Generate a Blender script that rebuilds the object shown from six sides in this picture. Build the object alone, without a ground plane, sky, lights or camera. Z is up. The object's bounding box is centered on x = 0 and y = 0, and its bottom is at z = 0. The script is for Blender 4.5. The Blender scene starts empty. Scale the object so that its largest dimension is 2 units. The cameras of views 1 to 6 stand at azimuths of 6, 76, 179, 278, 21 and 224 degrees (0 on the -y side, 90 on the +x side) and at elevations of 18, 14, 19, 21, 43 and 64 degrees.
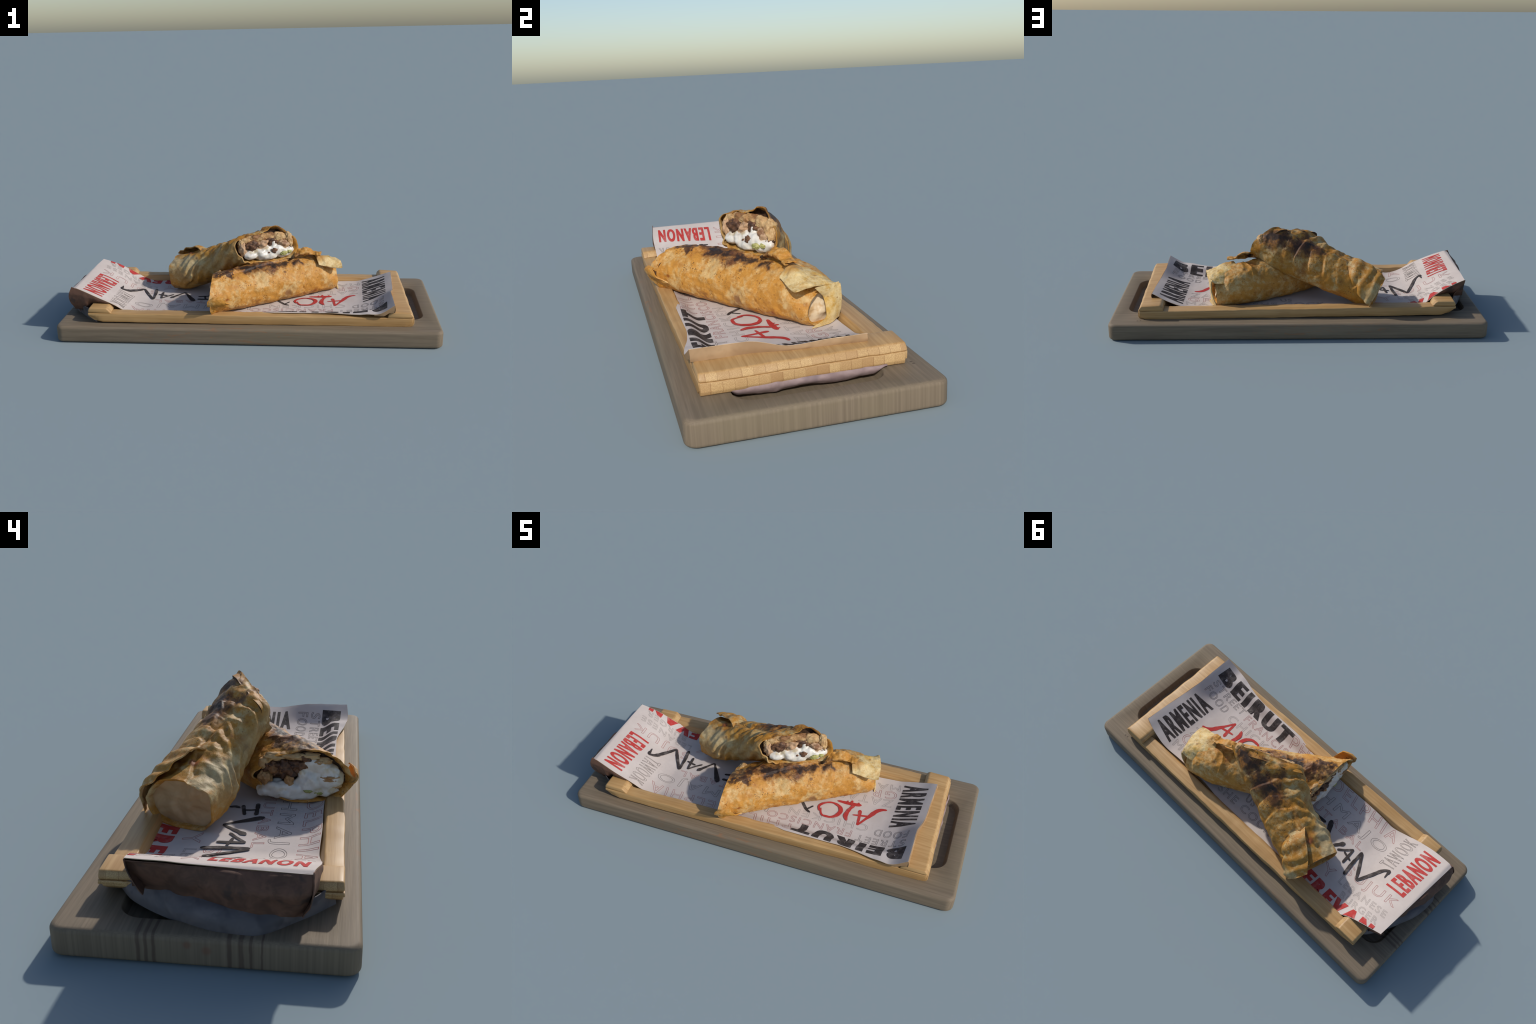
# Two grilled flatbread wraps on printed paper in a bamboo tray that stands on a wooden serving board.
import bpy, bmesh, math
import numpy as np
from mathutils import Vector, Matrix, Euler

rng = np.random.default_rng(7)

# ------------------------------------------------------------------ helpers
def pchip(X, Y, x):
    X = np.array(X, float); Y = np.array(Y, float); x = np.asarray(x, float)
    h = np.diff(X); d = np.diff(Y) / h; m = np.zeros_like(Y); m[0] = d[0]; m[-1] = d[-1]
    for i in range(1, len(X) - 1):
        m[i] = 0 if d[i-1] * d[i] <= 0 else 2 / (1 / d[i-1] + 1 / d[i])
    xc = np.clip(x, X[0], X[-1]); i = np.clip(np.searchsorted(X, xc, side='right') - 1, 0, len(h) - 1)
    t = (xc - X[i]) / h[i]
    return ((2*t**3 - 3*t**2 + 1) * Y[i] + (t**3 - 2*t**2 + t) * h[i] * m[i]
            + (-2*t**3 + 3*t**2) * Y[i+1] + (t**3 - t**2) * h[i] * m[i+1])

def ss(a, b, x):
    t = np.clip((x - a) / (b - a), 0, 1)
    return t * t * (3 - 2 * t)

def _hash(i, j, k, seed):
    n = (i * 374761393 + j * 668265263 + k * 2147483647 + seed * 1274126177) & 0xffffffff
    n = ((n ^ (n >> 13)) * 1274126177) & 0xffffffff
    n = ((n ^ (n >> 16)) * 2246822519) & 0xffffffff
    return ((n ^ (n >> 15)) & 0xffff) / 32767.5 - 1.0

def noise(P, scale, seed=0):
    """value noise -1..1 at points P (...,3)"""
    Q = np.asarray(P, float) * scale
    F = np.floor(Q).astype(np.int64); f = Q - F; u = f * f * f * (f * (f * 6 - 15) + 10)
    out = 0
    for di in (0, 1):
        for dj in (0, 1):
            for dk in (0, 1):
                w = ((u[..., 0] if di else 1 - u[..., 0]) * (u[..., 1] if dj else 1 - u[..., 1]) * (u[..., 2] if dk else 1 - u[..., 2]))
                out = out + w * _hash(F[..., 0] + di, F[..., 1] + dj, F[..., 2] + dk, seed)
    return out

def fbm(P, scale, seed=0, octaves=3):
    a, o = 1.0, 0
    for k in range(octaves):
        o = o + a * noise(P, scale * 2.03**k, seed + 17 * k); a *= 0.5
    return o

def smooth_by_angle(me, deg):
    for p in me.polygons: p.use_smooth = True
    if deg < 180: me.set_sharp_from_angle(angle=math.radians(deg))

def add(name, verts, faces, mats, parent=None, smooth=180, face_mat=None):
    me = bpy.data.meshes.new(name)
    me.from_pydata([tuple(map(float, v)) for v in verts], [], [tuple(int(i) for i in f) for f in faces])
    bm = bmesh.new(); bm.from_mesh(me)
    if face_mat is not None:
        for f, m in zip(bm.faces, face_mat): f.material_index = int(m)
    bmesh.ops.recalc_face_normals(bm, faces=bm.faces[:]); bm.to_mesh(me); bm.free()
    for m in (mats if isinstance(mats, (list, tuple)) else [mats]): me.materials.append(m)
    smooth_by_angle(me, smooth)
    ob = bpy.data.objects.new(name, me); bpy.context.scene.collection.objects.link(ob)
    if parent is not None: ob.parent = parent; ob.matrix_parent_inverse = parent.matrix_basis.inverted()
    return ob

def empty(name, loc, label, category, rot=(0, 0, 0)):
    ob = bpy.data.objects.new(name, None); ob.empty_display_size = 0.05
    ob.location = loc; ob.rotation_euler = rot
    bpy.context.scene.collection.objects.link(ob)
    ob["label"] = label; ob["category"] = category
    bpy.context.view_layer.update()
    return ob

def grid_faces(m, n, off=0, close=False):
    F = []
    for i in range(m - 1):
        for j in range(n if close else n - 1):
            k = (j + 1) % n
            F.append((off + i*n + j, off + i*n + k, off + (i+1)*n + k, off + (i+1)*n + j))
    return F

def grid_normals(P, close=False):
    du = np.gradient(P, axis=0)
    dv = (np.roll(P, -1, 1) - np.roll(P, 1, 1)) / 2 if close else np.gradient(P, axis=1)
    n = np.cross(du, dv); n /= np.linalg.norm(n, axis=-1, keepdims=True) + 1e-12
    return n

def solid_sheet(name, P, t, mats, parent, smooth=60):
    """closed thin solid from a point grid; upper side = +normal; mats[0] upper, mats[-1] under and edges"""
    m, n = P.shape[:2]; N = grid_normals(P)
    A = P + N * t / 2; B = P - N * t / 2
    V = np.concatenate([A.reshape(-1, 3), B.reshape(-1, 3)])
    o = m * n
    F = grid_faces(m, n); fm = [0] * len(F)
    F += [tuple(reversed(f)) for f in grid_faces(m, n, o)]
    loop = [i*n for i in range(m)] + [(m-1)*n + j for j in range(1, n)] + [i*n + n-1 for i in range(m-2, -1, -1)] + [j for j in range(n-2, 0, -1)]
    for a, b in zip(loop, loop[1:] + loop[:1]): F.append((a, b, b + o, a + o))
    fm += [1 if isinstance(mats, (list, tuple)) and len(mats) > 1 else 0] * (len(F) - len(fm))
    return add(name, V, F, mats, parent, smooth, fm)

def patch(ctrl, m, n):
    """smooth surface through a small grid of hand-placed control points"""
    C = np.array(ctrl, float); a, b = C.shape[:2]
    u = np.linspace(0, a - 1, m); v = np.linspace(0, b - 1, n)
    T = np.stack([np.stack([pchip(range(a), C[:, j, k], u) for j in range(b)], 1) for k in range(3)], -1)
    return np.stack([np.stack([pchip(range(b), T[i, :, k], v) for i in range(m)], 0) for k in range(3)], -1)

# ------------------------------------------------------------------ material nodes
class Mat:
    def __init__(self, name, rough=0.6, **kw):
        self.m = bpy.data.materials.new(name); self.m.use_nodes = True
        self.t = self.m.node_tree; self.b = self.t.nodes["Principled BSDF"]
        self.b.inputs["Roughness"].default_value = rough
        self.b.inputs["Specular IOR Level"].default_value = kw.get("spec", 0.3)
        self.co = self.t.nodes.new("ShaderNodeTexCoord").outputs["Object"]
    def link(self, a, b): self.t.links.new(a, b)
    def set(self, sock, v):
        if hasattr(v, "is_output"): self.link(v, sock)
        else: sock.default_value = v
    def map(self, scale=(1, 1, 1), loc=(0, 0, 0), rot=(0, 0, 0), co=None):
        n = self.t.nodes.new("ShaderNodeMapping"); self.link(co or self.co, n.inputs["Vector"])
        n.inputs["Scale"].default_value = scale; n.inputs["Location"].default_value = loc; n.inputs["Rotation"].default_value = rot
        return n.outputs[0]
    def noise(self, scale, detail=3, rough=0.55, co=None, dist=0.0):
        n = self.t.nodes.new("ShaderNodeTexNoise"); self.link(co or self.co, n.inputs["Vector"])
        n.inputs["Scale"].default_value = scale; n.inputs["Detail"].default_value = detail
        n.inputs["Roughness"].default_value = rough; n.inputs["Distortion"].default_value = dist
        return n.outputs["Fac"]
    def voronoi(self, scale, co=None, feature="F1", rnd=1.0):
        n = self.t.nodes.new("ShaderNodeTexVoronoi"); self.link(co or self.co, n.inputs["Vector"])
        n.feature = feature; n.inputs["Scale"].default_value = scale; n.inputs["Randomness"].default_value = rnd
        return n.outputs["Distance"]
    def math(self, op, a, b=0.0, c=None, clamp=False):
        n = self.t.nodes.new("ShaderNodeMath"); n.operation = op; n.use_clamp = clamp
        self.set(n.inputs[0], a); self.set(n.inputs[1], b)
        if c is not None: self.set(n.inputs[2], c)
        return n.outputs[0]
    def vmath(self, op, a, b=None):
        n = self.t.nodes.new("ShaderNodeVectorMath"); n.operation = op
        self.set(n.inputs[0], a)
        if b is not None: self.set(n.inputs[3] if op == "SCALE" else n.inputs[1], b)
        return n.outputs["Value"] if op in ("DOT_PRODUCT", "LENGTH", "DISTANCE") else n.outputs[0]
    def sep(self, co=None):
        n = self.t.nodes.new("ShaderNodeSeparateXYZ"); self.link(co or self.co, n.inputs[0]); return n.outputs
    def step(self, x, a, b):
        """smooth 0..1 as x runs from a to b"""
        n = self.t.nodes.new("ShaderNodeMapRange"); n.interpolation_type = "SMOOTHSTEP"
        self.set(n.inputs["Value"], x)
        if a > b:
            n.inputs["From Min"].default_value = b; n.inputs["From Max"].default_value = a
            n.inputs["To Min"].default_value = 1; n.inputs["To Max"].default_value = 0
        else:
            n.inputs["From Min"].default_value = a; n.inputs["From Max"].default_value = b
        return n.outputs["Result"]
    def mix(self, f, a, b, mode="MIX"):
        n = self.t.nodes.new("ShaderNodeMix"); n.data_type = "RGBA"; n.blend_type = mode
        self.set(n.inputs["Factor"], f)
        for k, v in ((6, a), (7, b)):
            self.set(n.inputs[k], tuple(v) + (1,) if isinstance(v, tuple) and len(v) == 3 else v)
        return n.outputs[2]
    def capsule(self, a, b):
        """distance to the segment a-b"""
        a = Vector(a); ab = Vector(b) - a
        d = self.vmath("SUBTRACT", self.co, tuple(a))
        L = ab.length_squared
        if L < 1e-9: return self.vmath("LENGTH", d)
        t = self.math("DIVIDE", self.vmath("DOT_PRODUCT", d, tuple(ab)), L, clamp=True)
        n = self.t.nodes.new("ShaderNodeVectorMath"); n.operation = "SCALE"
        n.inputs[0].default_value = tuple(ab); self.link(t, n.inputs["Scale"])
        return self.vmath("LENGTH", self.vmath("SUBTRACT", d, n.outputs[0]))
    def bump(self, h, strength=0.3, dist=0.002):
        n = self.t.nodes.new("ShaderNodeBump"); n.inputs["Strength"].default_value = strength; n.inputs["Distance"].default_value = dist
        self.link(h, n.inputs["Height"]); self.link(n.outputs[0], self.b.inputs["Normal"])
    def done(self, col):
        self.set(self.b.inputs["Base Color"], tuple(col) + (1,) if isinstance(col, tuple) else col); return self.m

def board_material():
    M = Mat("weathered_grey_oak", 0.62, spec=0.22)
    x, y, z = M.sep()
    nx = M.math("ABSOLUTE", M.sep(M.t.nodes.new("ShaderNodeNewGeometry").outputs["Normal"])[0])
    zc = M.math("MULTIPLY", z, M.step(nx, 0.8, 0.3))                    # grain lines run down the sawn ends
    cmb = M.t.nodes.new("ShaderNodeCombineXYZ"); M.link(x, cmb.inputs[0]); M.link(y, cmb.inputs[1]); M.link(zc, cmb.inputs[2])
    g = M.noise(9, 5, 0.65, M.map((0.35, 9, 9), co=cmb.outputs[0]))
    fine = M.noise(60, 3, 0.6, M.map((0.12, 4, 4), co=cmb.outputs[0]))
    big = M.noise(2.2, 2, 0.5, M.map((0.5, 2, 2)))
    c = M.mix(M.step(g, 0.3, 0.72), (0.172, 0.132, 0.090), (0.238, 0.184, 0.126))
    c = M.mix(M.math("MULTIPLY", M.step(fine, 0.5, 0.75), 0.30), c, (0.145, 0.106, 0.075))
    c = M.mix(M.math("MULTIPLY", M.step(big, 0.45, 0.7), 0.45), c, (0.210, 0.168, 0.104))
    # rusty flame grain along the long sides
    fl = M.noise(7, 4, 0.6, M.map((1.2, 1, 6)), dist=1.5)
    side = M.step(M.math("ABSOLUTE", y), 0.39, 0.402)
    fl = M.math("MULTIPLY", M.math("MULTIPLY", M.step(fl, 0.55, 0.66), side), M.step(M.math("ABSOLUTE", M.math("ADD", x, 0.12)), 0.52, 0.2))
    c = M.mix(M.math("MULTIPLY", fl, 0.55), c, (0.275, 0.135, 0.065))
    # dark end stripes
    wob = M.math("MULTIPLY", M.math("SUBTRACT", M.noise(14, 2), 0.5), 0.012)
    yw = M.math("ADD", y, wob)
    s = 0.0
    for y0, w in ((0.159, 0.006), (0.137, 0.0055), (0.115, 0.005), (-0.082, 0.006), (-0.112, 0.007), (-0.137, 0.004), (-0.165, 0.003)):
        d = M.math("ABSOLUTE", M.math("SUBTRACT", yw, y0))
        s = M.math("ADD", s, M.step(d, w * 1.3, w * 0.55))
    s = M.math("MULTIPLY", s, M.step(x, -0.80, -0.93))
    c = M.mix(M.math("MULTIPLY", s, 0.62, clamp=True), c, (0.080, 0.050, 0.038))
    for p, r in (((-1, 0.027, 0.066), 0.016), ((-1, -0.023, 0.053), 0.019)):
        c = M.mix(M.math("MULTIPLY", M.step(M.capsule(p, p), r, r * 0.3), 0.5), c, (0.20, 0.085, 0.05))
    # worm-hole specks
    for p in ((0.83, 0.36, 0.088), (0.845, 0.362, 0.088)):
        c = M.mix(M.math("MULTIPLY", M.step(M.capsule(p, p), 0.007, 0.003), 0.7), c, (0.07, 0.05, 0.035))
    M.bump(M.math("ADD", g, fine), 0.25, 0.0015)
    return M.done(c)

def bamboo_material(name="bamboo", tone=1.0):
    M = Mat(name, 0.45, spec=0.35)
    x, y, z = M.sep()
    streak = M.noise(10, 4, 0.6, M.map((0.25, 7, 7)))
    fine = M.noise(55, 3, 0.7, M.map((0.10, 3, 3)))
    # glued strips, each with its own tone
    strip = M.t.nodes.new("ShaderNodeTexWhiteNoise"); strip.noise_dimensions = "2D"
    q = M.t.nodes.new("ShaderNodeCombineXYZ")
    M.link(M.math("FLOOR", M.math("DIVIDE", M.math("ADD", y, M.math("MULTIPLY", M.step(z, 0.136, 0.138), 0.014)), 0.0375)), q.inputs[0])
    M.link(M.math("FLOOR", M.math("DIVIDE", z, 0.137)), q.inputs[1]); M.link(q.outputs[0], strip.inputs["Vector"])
    c = M.mix(M.step(streak, 0.28, 0.75), (0.41*tone, 0.230*tone, 0.085*tone), (0.57*tone, 0.36*tone, 0.160*tone))
    c = M.mix(M.math("MULTIPLY", strip.outputs["Value"], 0.45), c, (0.44*tone, 0.26*tone, 0.10*tone))
    c = M.mix(M.math("MULTIPLY", M.step(fine, 0.52, 0.8), 0.5), c, (0.33*tone, 0.17*tone, 0.055*tone))
    # end grain: pale flecked squares with dark glue lines, on faces looking along the grain
    ge = M.t.nodes.new("ShaderNodeNewGeometry")
    tr = M.t.nodes.new("ShaderNodeVectorTransform"); tr.vector_type = "NORMAL"; tr.convert_from = "WORLD"; tr.convert_to = "OBJECT"
    M.link(ge.outputs["Normal"], tr.inputs[0]); nx = M.sep(tr.outputs[0])[0]
    end = M.step(M.math("ABSOLUTE", nx), 0.55, 0.8)
    fleck = M.voronoi(420)
    e = M.mix(M.step(fleck, 0.25, 0.75), (0.46*tone, 0.29*tone, 0.13*tone), (0.62*tone, 0.42*tone, 0.20*tone))
    e = M.mix(M.math("MULTIPLY", strip.outputs["Value"], 0.75), e, (0.36*tone, 0.20*tone, 0.085*tone))
    yy = M.math("ADD", y, M.math("MULTIPLY", M.step(z, 0.136, 0.138), 0.014))
    fr = M.math("FRACT", M.math("ADD", M.math("DIVIDE", yy, 0.0375), M.math("MULTIPLY", M.noise(40, 1), 0.12)))
    glue = M.step(M.math("ABSOLUTE", M.math("SUBTRACT", fr, 0.5)), 0.45, 0.495)
    e = M.mix(M.math("MULTIPLY", glue, 0.45), e, (0.22*tone, 0.10*tone, 0.035*tone))
    c = M.mix(end, c, e)
    M.bump(M.math("ADD", streak, fine), 0.15, 0.001)
    return M.done(c)

def paper_material(name, a, b, transl=0.0):
    M = Mat(name, 0.75, spec=0.15)
    n = M.noise(5, 4, 0.6); f = M.noise(70, 3, 0.6)
    c = M.mix(M.step(n, 0.35, 0.7), a, b)
    c = M.mix(M.math("MULTIPLY", M.step(f, 0.5, 0.8), 0.2), c, tuple(0.8 * v for v in a))
    M.bump(M.noise(26, 4, 0.6), 0.12, 0.002)
    return M.done(c)

def ink_material(name, col, worn=0.25):
    M = Mat(name, 0.7, spec=0.15)
    n = M.noise(22, 4, 0.7)
    return M.done(M.mix(M.math("MULTIPLY", M.step(n, 0.45, 0.8), worn), col, (0.62, 0.53, 0.48)))

def bread_material(name, cream, gold, brown, chars, specks, spots, speck_scale=130.0, green=None, gold_bias=0.0, toast=0.0, tints=()):
    """baked flatbread: cream dough, golden and toasted patches, char (capsules a-b-radius-strength), black specks"""
    M = Mat(name, 0.55, spec=0.3)
    n1 = M.noise(13, 6, 0.68, dist=0.3); n2 = M.noise(34, 5, 0.72); n5 = M.noise(70, 4, 0.75); n3 = M.noise(7.5, 3, 0.55, M.map((1, 1, 1), (3.1, 1.7, 0.4)))
    grain = M.noise(110, 3, 0.75)
    amber = tuple(0.60 * v + 0.40 * w for v, w in zip(gold, brown))
    c = M.mix(M.step(M.math("ADD", n1, M.math("MULTIPLY", M.math("SUBTRACT", n2, 0.5), 0.5)), 0.36 - gold_bias, 0.60 - gold_bias), cream, gold)
    if green: c = M.mix(M.math("MULTIPLY", M.step(n3, 0.46, 0.62), 0.28), c, green)
    c = M.mix(M.math("MULTIPLY", M.step(n2, 0.50, 0.70), 0.60), c, amber)
    n4 = M.noise(14, 4, 0.6, M.map((1, 1, 1), (7.3, 2.2, 5.1)))
    c = M.mix(M.math("MULTIPLY", M.step(n4, 0.52 - toast, 0.70 - toast), 0.65), c, amber)
    c = M.mix(M.math("MULTIPLY", M.step(n4, 0.62 - toast, 0.76 - toast), 0.75), c, brown)
    c = M.mix(M.math("MULTIPLY", M.step(n5, 0.53, 0.68), 0.55), c, amber)
    c = M.mix(M.math("MULTIPLY", M.step(n5, 0.44, 0.32), 0.35), c, cream)
    fr = M.math("MULTIPLY", M.step(M.voronoi(75), 0.30, 0.16), M.step(M.noise(17, 3, 0.6, M.map((1, 1, 1), (2.7, 9.1, 4.4))), 0.50, 0.62))
    c = M.mix(M.math("MULTIPLY", fr, 0.7), c, tuple(0.7 * v for v in brown))
    c = M.mix(M.math("MULTIPLY", M.step(grain, 0.46, 0.74), 0.28), c, tuple(0.62 * v for v in gold))
    for a, b, r, col, s in tints:
        d = M.math("ADD", M.capsule(a, b), M.math("MULTIPLY", M.math("SUBTRACT", n1, 0.5), 0.14))
        c = M.mix(M.math("MULTIPLY", M.step(d, r, r * 0.4), s), c, M.mix(M.step(n2, 0.4, 0.65), col, tuple(0.72 * v for v in col)))
    # a few small toasted blisters
    bl = M.math("ADD", M.voronoi(16), M.math("MULTIPLY", n2, 0.3))
    few = M.step(M.noise(8, 1, 0.5, M.map((1, 1, 1), (1.3, 5.1, 8.8))), 0.50, 0.56)
    c = M.mix(M.math("MULTIPLY", M.math("MULTIPLY", M.step(bl, 0.34, 0.20), few), 0.7), c, tuple(0.75 * v for v in brown))
    wob = M.math("MULTIPLY", M.math("SUBTRACT", M.noise(20, 4, 0.65), 0.5), 0.16)
    for a, b, r, s in chars:
        d = M.math("ADD", M.capsule(a, b), wob)
        c = M.mix(M.math("MULTIPLY", M.step(d, r * 1.55, r * 0.75), 0.7 * s), c, (0.17, 0.060, 0.018))
        c = M.mix(M.math("MULTIPLY", M.step(d, r * 0.95, r * 0.30), s), c, (0.030, 0.018, 0.014))
    sp = M.voronoi(speck_scale); gate = M.step(M.noise(26, 2), 0.5, 0.62)
    for a, b, r, s in specks:
        m = M.math("MULTIPLY", M.step(M.capsule(a, b), r * 1.2, r * 0.5), gate)
        m = M.math("MULTIPLY", m, M.step(sp, 0.36, 0.20))
        c = M.mix(M.math("MULTIPLY", m, s), c, (0.035, 0.016, 0.010))
    for p, r, col in spots:
        d = M.math("ADD", M.capsule(p, p), M.math("MULTIPLY", wob, 0.18))
        c = M.mix(M.math("MULTIPLY", M.step(d, r, r * 0.35), 0.8), c, col)
    M.bump(M.math("ADD", M.math("ADD", n2, M.math("MULTIPLY", n5, 0.6)), M.math("MULTIPLY", grain, 0.4)), 0.5, 0.004)
    return M.done(c)

def lump_material(name, a, b, c3=None, rough=0.5, scale=28, **kw):
    M = Mat(name, rough, spec=kw.get("spec", 0.35))
    n = M.noise(scale, 4, 0.65, dist=0.5)
    c = M.mix(M.step(n, 0.36, 0.64), a, b)
    if c3: c = M.mix(M.math("MULTIPLY", M.step(M.noise(scale * 0.6, 3, 0.6, M.map((1, 1, 1), (4, 9, 2))), 0.56, 0.66), 0.85), c, c3)
    if kw.get("sss"):
        M.b.inputs["Subsurface Weight"].default_value = kw["sss"]; M.b.inputs["Subsurface Radius"].default_value = (0.012, 0.008, 0.005)
    M.bump(M.noise(scale * 3, 3, 0.6), 0.3, 0.003)
    return M.done(c)

# ------------------------------------------------------------------ serving board with a long pocket
def rounded_rect(hx, hy, r, n=10):
    P = []
    for cx, cy, a0 in ((hx - r, hy - r, 0), (-hx + r, hy - r, 90), (-hx + r, -hy + r, 180), (hx - r, -hy + r, 270)):
        for k in range(n + 1):
            a = math.radians(a0 + 90 * k / n); P.append((cx + r * math.cos(a), cy + r * math.sin(a)))
    return P

def build_board():
    top, hx, hy = 0.0885, 0.9975, 0.412
    rings = []
    rb, rt = 0.014, 0.016
    for k in range(6):
        a = math.radians(90 * k / 5); rings.append((rb * (1 - math.sin(a)), rb * (1 - math.cos(a))))
    for k in range(8):
        a = math.radians(90 * k / 7); rings.append((rt * (1 - math.cos(a)), top - rt * (1 - math.sin(a))))
    V = [];  n = 44
    for inset, z in rings:
        V += [(x, y, z) for x, y in rounded_rect(hx - inset, hy - inset, 0.040 - inset * 0.6)]
    # pocket: softened lip, steep wall, coved floor
    for hx2, hy2, r, z in ((0.924, 0.248, 0.072, top), (0.921, 0.245, 0.070, top - 0.0015), (0.919, 0.243, 0.069, top - 0.006),
                           (0.914, 0.238, 0.067, 0.062), (0.908, 0.232, 0.062, 0.054), (0.893, 0.217, 0.050, 0.051)):
        V += [(x, y, z) for x, y in rounded_rect(hx2, hy2, r)]
    m = len(V) // n
    F = grid_faces(m, n, 0, True)
    F.append(tuple(range(n))[::-1]); F.append(tuple(range((m - 1) * n, m * n)))
    ca, sa = math.cos(math.radians(.35)), math.sin(math.radians(.35))
    V = [(x * ca - y * sa, x * sa + y * ca, z) for x, y, z in V]         # stands very slightly askew
    ob = add("serving_board", V, F, board_material(), None, 40)
    ob["label"] = "long grey-brown wooden serving board with shallow pocket"; ob["category"] = "serving board"
    return ob

# ------------------------------------------------------------------ bamboo tray
def bevelled_prism(name, prof, y0, y1, mat, parent, bev=0.006, wear=0.0015, seed=0, along="y", cuts=40):
    """profile (a,z) swept along the other axis, edges rounded, slightly hand-worn"""
    bm = bmesh.new(); k = len(prof)
    def P(a, z, t): return (a, t, z) if along == "y" else (t, a, z)
    ring = [[bm.verts.new(P(a, z, t)) for a, z in prof] for t in (y0, y1)]
    for i in range(k): bm.faces.new((ring[0][i], ring[0][(i+1) % k], ring[1][(i+1) % k], ring[1][i]))
    bm.faces.new(ring[0]); bm.faces.new(ring[1])
    bmesh.ops.recalc_face_normals(bm, faces=bm.faces[:])
    bmesh.ops.bevel(bm, geom=bm.edges[:], offset=bev, segments=3, profile=0.5, affect='EDGES', clamp_overlap=True)
    ax = 1 if along == "y" else 0
    no = Vector((0, 1, 0)) if along == "y" else Vector((1, 0, 0))
    for t in np.linspace(y0, y1, cuts)[1:-1]:
        co = no * float(t)
        bmesh.ops.bisect_plane(bm, geom=bm.verts[:] + bm.edges[:] + bm.faces[:], plane_co=co, plane_no=no)
    Q = np.array([v.co[:] for v in bm.verts])
    D = np.stack([fbm(Q, 14, seed + c, 2) for c in range(3)], -1) * wear
    for v, d in zip(bm.verts, D): v.co += Vector(d)
    me = bpy.data.meshes.new(name); bm.to_mesh(me); bm.free(); me.materials.append(mat); smooth_by_angle(me, 35)
    ob = bpy.data.objects.new(name, me); bpy.context.scene.collection.objects.link(ob)
    ob.parent = parent
    return ob

def build_tray():
    T = empty("wooden_tray", (0, -0.016, 0.001), "pale bamboo tray with low rails and raised ends", "tray",
              (0, math.radians(0.38), math.radians(1.1)))
    wood = bamboo_material()
    hw, hl0, hl1 = 0.336, -0.832, 0.842
    zt = 0.1385
    bevelled_prism("tray_floor", [(-0.285, 0.0915), (0.285, 0.0915), (0.285, 0.1015), (-0.285, 0.1015)], hl0 + 0.06, hl1 - 0.06, wood, T, 0.002, 0.0005, 3, "x")
    for k, sgn in enumerate((-1, 1)):
        ho = hw + (0.009 if sgn > 0 else 0)
        pr = [(sgn * 0.2765, 0.0905), (sgn * ho, 0.0905), (sgn * ho, zt), (sgn * 0.2765, zt), (sgn * 0.262, 0.107)]
        ob = bevelled_prism("side_rail", pr, hl0 - 0.003, hl1 + 0.002, wood, T, 0.004, 0.0018, 20, "x", 110)
        for v in ob.data.vertices:
            f = (zt - v.co.z) / (zt - 0.0905)
            v.co.z += f * (0.036 * float(ss(hl0 + 0.075, hl0 + 0.004, v.co.x)) + 0.018 * float(ss(hl1 - 0.03, hl1, v.co.x)))
    # lower end pieces close the frame; the raised bars are glued on top of them
    up = [(hl1 - 0.016, 0.0890), (hl1 + 0.004, 0.0970), (hl1 + 0.010, 0.110), (hl1 + 0.009, zt - 0.0002), (hl1 - 0.12, zt - 0.001), (hl1 - 0.14, 0.107), (hl1 - 0.14, 0.0895)]
    lo = [(hl0 + 0.070, 0.0895), (hl0 + 0.028, 0.0985), (hl0 - 0.002, 0.121), (hl0 - 0.004, zt - 0.001), (hl0 + 0.11, zt - 0.001), (hl0 + 0.13, 0.107), (hl0 + 0.13, 0.0895)]
    bevelled_prism("end_panel", up, -hw + 0.003, hw - 0.003, wood, T, 0.0025, 0.0015, 7)
    bevelled_prism("end_panel", lo, -hw + 0.003, hw - 0.003, wood, T, 0.004, 0.0015, 6)
    bar1 = [(hl1 + 0.008, zt), (hl1 + 0.004, 0.150), (hl1 - 0.008, 0.1650), (hl1 - 0.108, 0.1705), (hl1 - 0.121, 0.160), (hl1 - 0.127, zt)]
    bar0 = [(hl0 - 0.002, zt), (hl0 - 0.002, 0.152), (hl0 + 0.006, 0.1670), (hl0 + 0.096, 0.1665), (hl0 + 0.106, 0.158), (hl0 + 0.120, zt)]
    bevelled_prism("end_bar", bar1, -hw, hw + .006, wood, T, 0.006, 0.0020, 7)
    bevelled_prism("end_bar", bar0, -hw, hw + .006, wood, T, 0.006, 0.0020, 8)
    return T

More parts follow.
